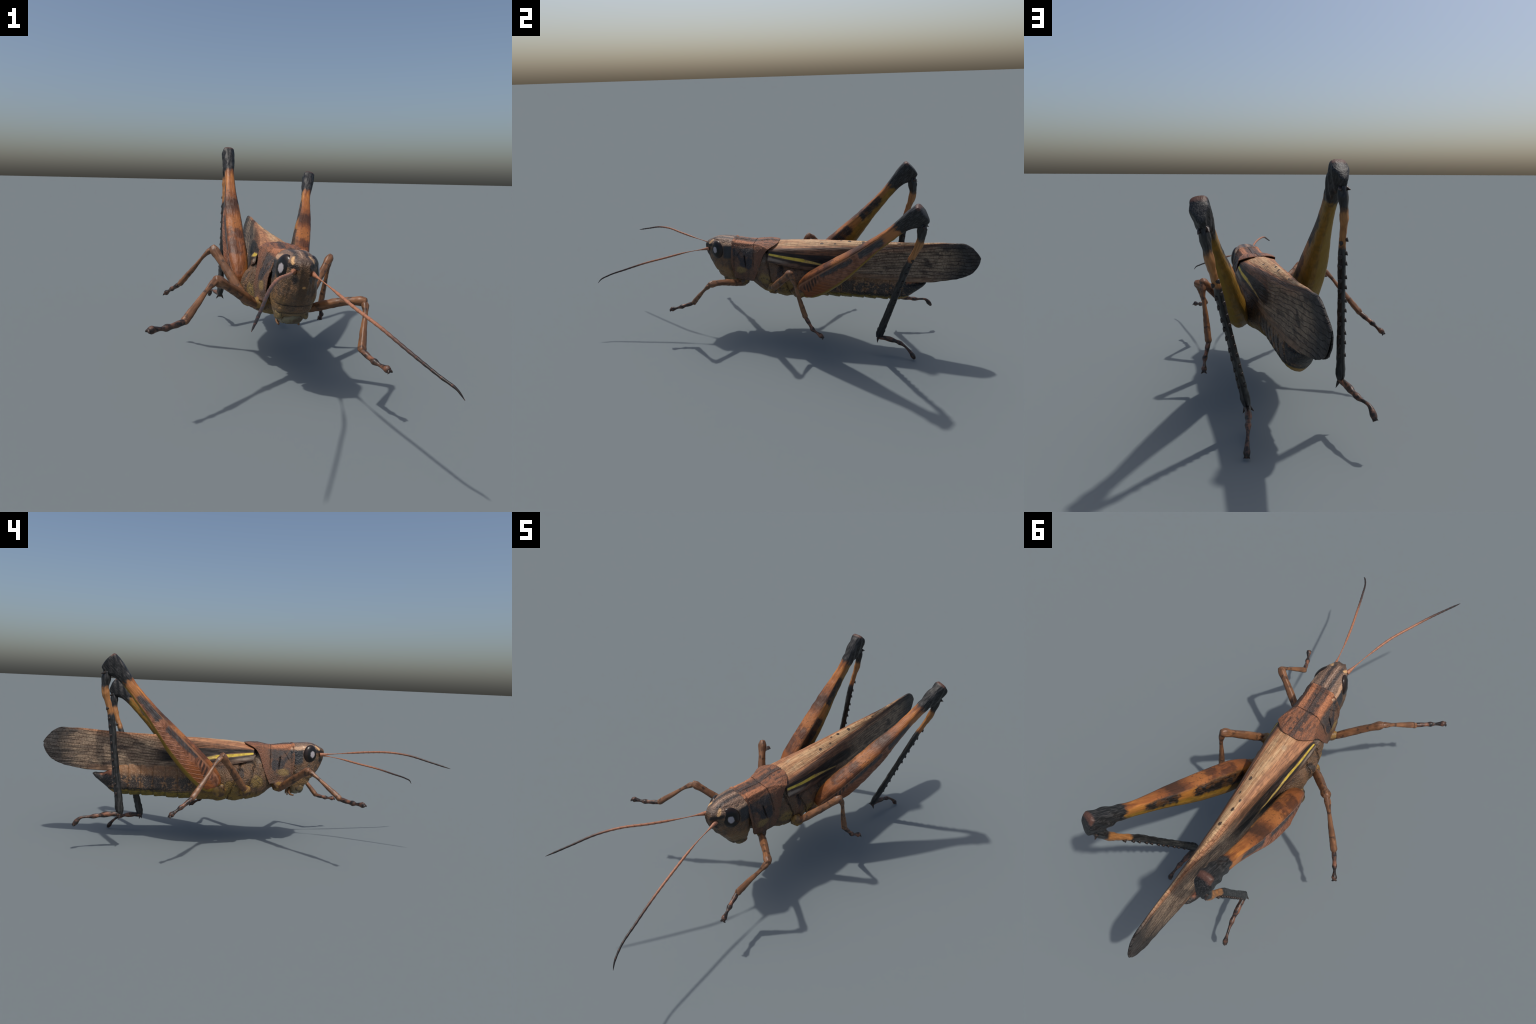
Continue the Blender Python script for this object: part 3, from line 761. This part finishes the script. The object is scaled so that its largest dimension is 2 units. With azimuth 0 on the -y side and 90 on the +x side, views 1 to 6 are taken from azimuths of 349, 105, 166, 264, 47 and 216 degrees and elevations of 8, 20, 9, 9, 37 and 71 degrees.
def build_hindwing():
    n = 120; ys = np.linspace(.02, .93, n); r = []
    C = spline(WG_Y, np.array(CREST), ys); BL = spline(WG_Y, np.array(SHL), ys); DL = spline(WG_Y, np.array(LOL), ys)
    BR = spline(WG_Y, np.array(SHR), ys); DR = spline(WG_Y, np.array(LOR), ys)
    for i in range(n):
        cen = (BL[i] + DL[i] + BR[i] + DR[i]) / 4
        pts = np.array([C[i], BL[i], BL[i]*.5 + DL[i]*.5, DL[i]*.95 + BL[i]*.05, DR[i]*.95 + BR[i]*.05, BR[i]*.5 + DR[i]*.5, BR[i], C[i]])
        s = np.linspace(0, 1, len(pts)); q = np.stack([np.interp(np.linspace(0, 1, 56, endpoint=False), s, pts[:, k]) for k in (0, 1)], 1)
        q = cen + (q - cen) * [.72 - .45 * float(smooth(.35, .75, ys[i])), .86]; q[:, 1] -= .004
        r.append(np.stack([q[:, 0], np.full(56, ys[i]), q[:, 1]], -1))
    loft('hindwing', np.array(r), mat_plain('hindwing_membrane', (.10, .07, .05), (.05, .036, .028), 40, .6), root)
build_hindwing()

# ---- legs
lm, tm = mat_leg(), mat_tarsus()
cm = mat_plain('coxa_chitin', (.25, .14, .035), (.075, .040, .022), 38)
clm = mat_plain('claw_chitin', (.020, .016, .014), (.05, .03, .022), 80, .35)

def coxa(name, pts, radii, seed):
    """leg base piece: trochanter and coxa in one knobbly tube; it carries the rest of the leg"""
    ob = tube(name, pts, radii, cm, root, n=34, m=34, rough=.24, seed=seed)
    ob.data.transform(ob.matrix_basis); ob.matrix_basis = Matrix.Identity(4)   # keep leg parts in world space
    return ob

def thin_leg(name, base, root_p, knee, tib, tar, tip, fr, tr, sr, seed, up=(0, 0, 1), bow=.0):
    """fore or middle leg through its joints; fr/tr/sr radii of femur, tibia and tarsus"""
    P = [np.asarray(q, float) for q in (base, root_p, knee, tib, tar, tip)]
    leg = coxa(name, [P[0], P[0]*.5 + P[1]*.5, P[1]*.9 + P[2]*.1], [(0, fr*1.5), (.4, fr*1.6), (.8, fr*1.15), (1, fr*.8)], seed)
    ridge = lambda s, th: 1 + .10 * np.cos(2*th + .6) + .06 * np.cos(4*th)
    d = (P[2] - P[1]) / np.linalg.norm(P[2] - P[1])
    b = np.array([0, 0, bow])
    tube('femur', [P[1] - d*.012, P[1]*.66 + P[2]*.34 + b*.8, P[1]*.34 + P[2]*.66 + b, P[2] + d*.004],
         [(0, fr*.75), (.1, fr*.95), (.45, fr*1.08), (.8, fr*.98), (.93, fr*1.12), (1, fr*.72)], lm, leg, up, 60, 26, .82, .08, seed, ridge)
    d2 = (P[3] - P[2]) / np.linalg.norm(P[3] - P[2])
    tube('tibia', [P[2] - d*.006 + d2*-.002, P[2] + d2*.03, P[2]*.4 + P[3]*.6 + b*.3, P[3] + d2*.003],
         [(0, tr*.8), (.08, tr*1.15), (.22, tr*.78), (.6, tr*1.0), (.88, tr*1.18), (.97, tr*1.1), (1, tr*.7)], lm, leg, up, 60, 22, .9, .10, seed+1, ridge)
    d3 = (P[5] - P[4]) / np.linalg.norm(P[5] - P[4])
    tube('tarsus', [P[3] - d2*.004, P[3]*.5 + P[4]*.5, P[4], P[4]*.45 + P[5]*.55, P[5]],
         [(0, sr*.95), (.2, sr*1.05), (.4, sr*.85), (.52, sr*1.15), (.66, sr*.66), (.82, sr*.85), (.93, sr*1.22), (1, sr*.85)], tm, leg, up, 50, 18, .95, .12, seed+2)
    # two short hooked claws at the tip
    side = np.cross(d3, (0, 0, 1)); side /= np.linalg.norm(side)
    for sg in (1, -1):
        cone('claw', P[5] - d3*.004, P[5] + sg*side*.012 + d3*.003 + np.array([0, 0, -.008]), sr*.75, clm, leg, bend=side*sg*.002 + d3*.004)
    return leg

thin_leg('foreleg', (.135, -.175, .335), (.152, -.190, .297), (.331, -.316, .354), (.272, -.440, .213), (.297, -.506, .196), (.319, -.553, .188), .0165, .0118, .0102, 51, bow=.010)
thin_leg('foreleg', (.005, -.165, .335), (-.036, -.177, .312), (-.203, -.287, .436), (-.316, -.416, .325), (-.373, -.459, .322), (-.422, -.492, .327), .0178, .0118, .0104, 61, bow=.004)
thin_leg('midleg', (.178, -.005, .300), (.212, -.014, .305), (.341, .112, .451), (.327, .184, .210), (.348, .225, .158), (.357, .274, .128), .0182, .0116, .0100, 71)
thin_leg('midleg', (-.020, .000, .300), (-.052, -.006, .298), (-.173, .121, .492), (-.305, .254, .309), (-.338, .300, .278), (-.366, .343, .249), .0190, .0116, .0100, 81)

FEM_L = .771
def hind_leg(o, base, top, tibend, coxa_pts, tib_pts, tar_pts, seed):
    """o: +1 when the local y axis points away from the body (right leg), -1 for the left leg"""
    base, top, tibend = (np.asarray(q, float) for q in (base, top, tibend))
    e1 = top - base; e1 /= np.linalg.norm(e1)
    w0 = -(tibend - base); w0 -= (w0 @ e1) * e1; w0 /= np.linalg.norm(w0)
    a = math.atan2(.037, FEM_L)
    u = e1 * math.cos(a) - w0 * math.sin(a); w = w0 * math.cos(a) + e1 * math.sin(a); v = np.cross(w, u)
    M = Matrix(((u[0], v[0], w[0], base[0]), (u[1], v[1], w[1], base[1]), (u[2], v[2], w[2], base[2]), (0, 0, 0, 1)))
    leg = coxa('hind_leg', coxa_pts, [(0, .034), (.35, .035), (.7, .031), (1, .022)], seed)
    # femur profile along u: dorsal edge, ventral edge, half thickness
    K = [-.030, -.022, .0, .04, .085, .16, .26, .35, .45, .545, .60, .64, .685, .72, .745, .762, .771]
    T = [.002, .020, .040, .052, .057, .054, .046, .038, .031, .029, .031, .037, .045, .050, .051, .049, .042]
    B = [-.012, -.036, -.058, -.074, -.080, -.080, -.073, -.058, -.040, -.029, -.024, -.022, -.030, -.047, -.046, -.030, .010]
    H = [.004, .018, .026, .031, .034, .036, .036, .033, .028, .0235, .022, .022, .0255, .028, .0285, .027, .022]
    n, m = 260, 72
    us = np.concatenate([-.030 + .03*(1 - np.cos(np.linspace(0, np.pi/2, 20))), np.linspace(.003, .74, 215), .741 + .025*np.sin(np.linspace(0, np.pi/2, 25))]); n = len(us)
    t, b, h = (spline(K, q, us) for q in (T, B, H))
    half = np.array([(0, 1), (.48, .97), (.80, .84), (.97, .48), (1, .0), (.97, -.42), (.72, -.80), (.36, -.97), (0, -1)])
    ring = mirror_section(half, m // 2)
    r = np.zeros((n, m, 3)); cen, hh = (t + b) / 2, (t - b) / 2
    r[..., 0] = us[:, None]; r[..., 1] = ring[None, :, 0] * h[:, None]; r[..., 2] = cen[:, None] + ring[None, :, 1] * hh[:, None]
    V, W, U = r[..., 1] * o, r[..., 2].copy(), r[..., 0]
    outf = smooth(.75, .95, V / h[:, None]) * smooth(.02, .06, U) * smooth(.60, .54, U)
    inner = np.abs(ring[None, :, 1]) < .72
    d = np.zeros_like(V)
    ch = (U*33 - np.abs(W + .008)*42) % 1
    d += outf * inner * (.0016 * np.exp(-((ch - .5 - .5*np.sign(ch-.5))/.12)**2) * smooth(.46, .36, U) - .0022)           # herringbone
    d += outf * .0030 * (np.exp(-((ring[None, :, 1] - .74)/.07)**2) + np.exp(-((ring[None, :, 1] + .70)/.07)**2))        # rims of the face
    kn = smooth(.61, .66, U)
    d += kn * .0028 * np.sin((W*70 - (U-.66)*55) * 2.2) * smooth(.3, .8, np.abs(V) / h[:, None]) * smooth(.775, .75, U)
    r[..., 1] += d * np.sign(r[..., 1])
    r[..., 1] += o * .009 * smooth(.15, .9, V / h[:, None]) * smooth(.0, .12, U) * smooth(.60, .40, U)                     # outer face stands out
    r[..., 1] += o * .007 * smooth(.1, .8, V / h[:, None]) * smooth(.0, -.05, W + .06 * smooth(.16, .06, U)) * smooth(-.02, .05, U) * smooth(.48, .34, U)
    r[..., 1] -= o * (.004 + .006 * smooth(.24, .12, U)) * smooth(-.2, -.9, V / h[:, None]) * smooth(-.01, .05, U) * smooth(.50, .30, U)
    r[..., 1] *= 1 - .42 * smooth(.010, -.045, W) * smooth(.69, .73, U)
    r[..., 2] += .0010 * noise3(r * [.3, 1, 1], 90, seed) * (1 - outf)
    r += (.0014 * noise3(r, 40, seed + 1) * np.ones(3).reshape(3, 1, 1)).transpose(1, 2, 0) * [0, 1, 1]
    loft('femur', r, mat_hind_femur(o, FEM_L), leg, M)
    J = base + u * .722 + w * -.040
    # tibia with a kneed top
    tp = [J + w*.006 + u*.004] + [np.asarray(q, float) for q in tib_pts] + [tibend]
    upv = -u
    TM, R, A = frame(tp[0], tp[-1], upv)
    tib = tube('tibia', tp, [(0, .016), (.05, .0195), (.10, .0150), (.15, .0162), (.19, .0135), (.28, .0130), (.36, .0148), (.5, .0140), (.7, .0150), (.90, .0165), (.97, .0168), (1, .011)],
         mat_hind_tibia(0), leg, upv, 150, 26, .92, .13, seed + 2, lambda s, th: 1 + .08*np.cos(4*th) - .05*np.cos(2*th))
    # two rows of spines on the rear edge, spurs at the end
    c = curve3(tp, 60)
    back = R[:, 2] * -1
    back = u - (u @ R[:, 0]) * R[:, 0]; back /= np.linalg.norm(back); sidev = np.cross(R[:, 0], back)
    down = R[:, 0]
    mesh0 = None
    for row in (1, -1):
        for i in range(11):
            f = .27 + .058 * i + .014 * (row > 0)
            p = c[int(f * 59)]
            dirv = back * .8 + sidev * row * .75; dirv /= np.linalg.norm(dirv)
            bpt = p + dirv * .0115
            k = .55 + .5 * _hash(i, row + 5, seed, 3)
            tpt = bpt + (dirv * .0115 + down * .0100) * k
            if mesh0 is None:
                sp0 = cone('tibial_spine', (0, 0, 0), (0, 0, .0130), .0088, clm, leg, n=6, m=8); mesh0 = sp0.data; spm = np.array(sp0.matrix_basis); sp = sp0
            else:
                sp = sp0.copy(); bpy.context.scene.collection.objects.link(sp)
            ax = (tpt - bpt) / np.linalg.norm(tpt - bpt)
            FM, _, _ = frame(bpt - ax*.002, tpt, sidev)
            sp.matrix_basis = FM
    for row in (1, -1):
        e = tibend
        cone('spur', e + sidev*row*.007, e + sidev*row*.020 + back*.006 + down*.020, .0065, clm, leg)
    k0 = c[4]
    for row in (1, -1):
        cone('spur', J + back*.006 + sidev*row*.011, J + back*.026 + sidev*row*.017 + down*.004, .0075, clm, leg)
    tar = [np.asarray(q, float) for q in tar_pts]
    tube('tarsus', tar, [(0, .0125), (.18, .0115), (.34, .0130), (.42, .0092), (.52, .0112), (.62, .0068), (.82, .0080), (.93, .0118), (1, .0070)], tm, leg, (0, 0, 1), 60, 18, .95, .14, seed + 5)
    d3 = tar[-1] - tar[-2]; d3 /= np.linalg.norm(d3); sd = np.cross(d3, (0, 0, 1)); sd /= np.linalg.norm(sd)
    for sg in (1, -1):
        cone('claw', tar[-1] - d3*.008, tar[-1] + d3*.002 + sd*sg*.010, .0048, clm, leg, bend=sd*sg*.003)
    return J

hind_leg(+1, (-.056, .150, .335), (-.043, .636, .930), (-.083, .598, .176),
         [(.020, .115, .312), (-.025, .115, .300), (-.054, .138, .305), (-.056, .165, .328)],
         [(-.053, .670, .780), (-.060, .645, .660), (-.069, .625, .450)],
         [(-.083, .594, .180), (-.088, .650, .178), (-.098, .725, .168), (-.112, .778, .163), (-.119, .809, .128)], 101)
hind_leg(-1, (.197, .150, .312), (.403, .687, .815), (.236, .540, .090),
         [(.130, .115, .305), (.170, .115, .290), (.198, .138, .292), (.200, .160, .310)],
         [(.379, .702, .655), (.348, .662, .540), (.294, .603, .325)],
         [(.236, .536, .093), (.243, .590, .090), (.257, .662, .072), (.268, .702, .038), (.273, .722, .008)], 121)
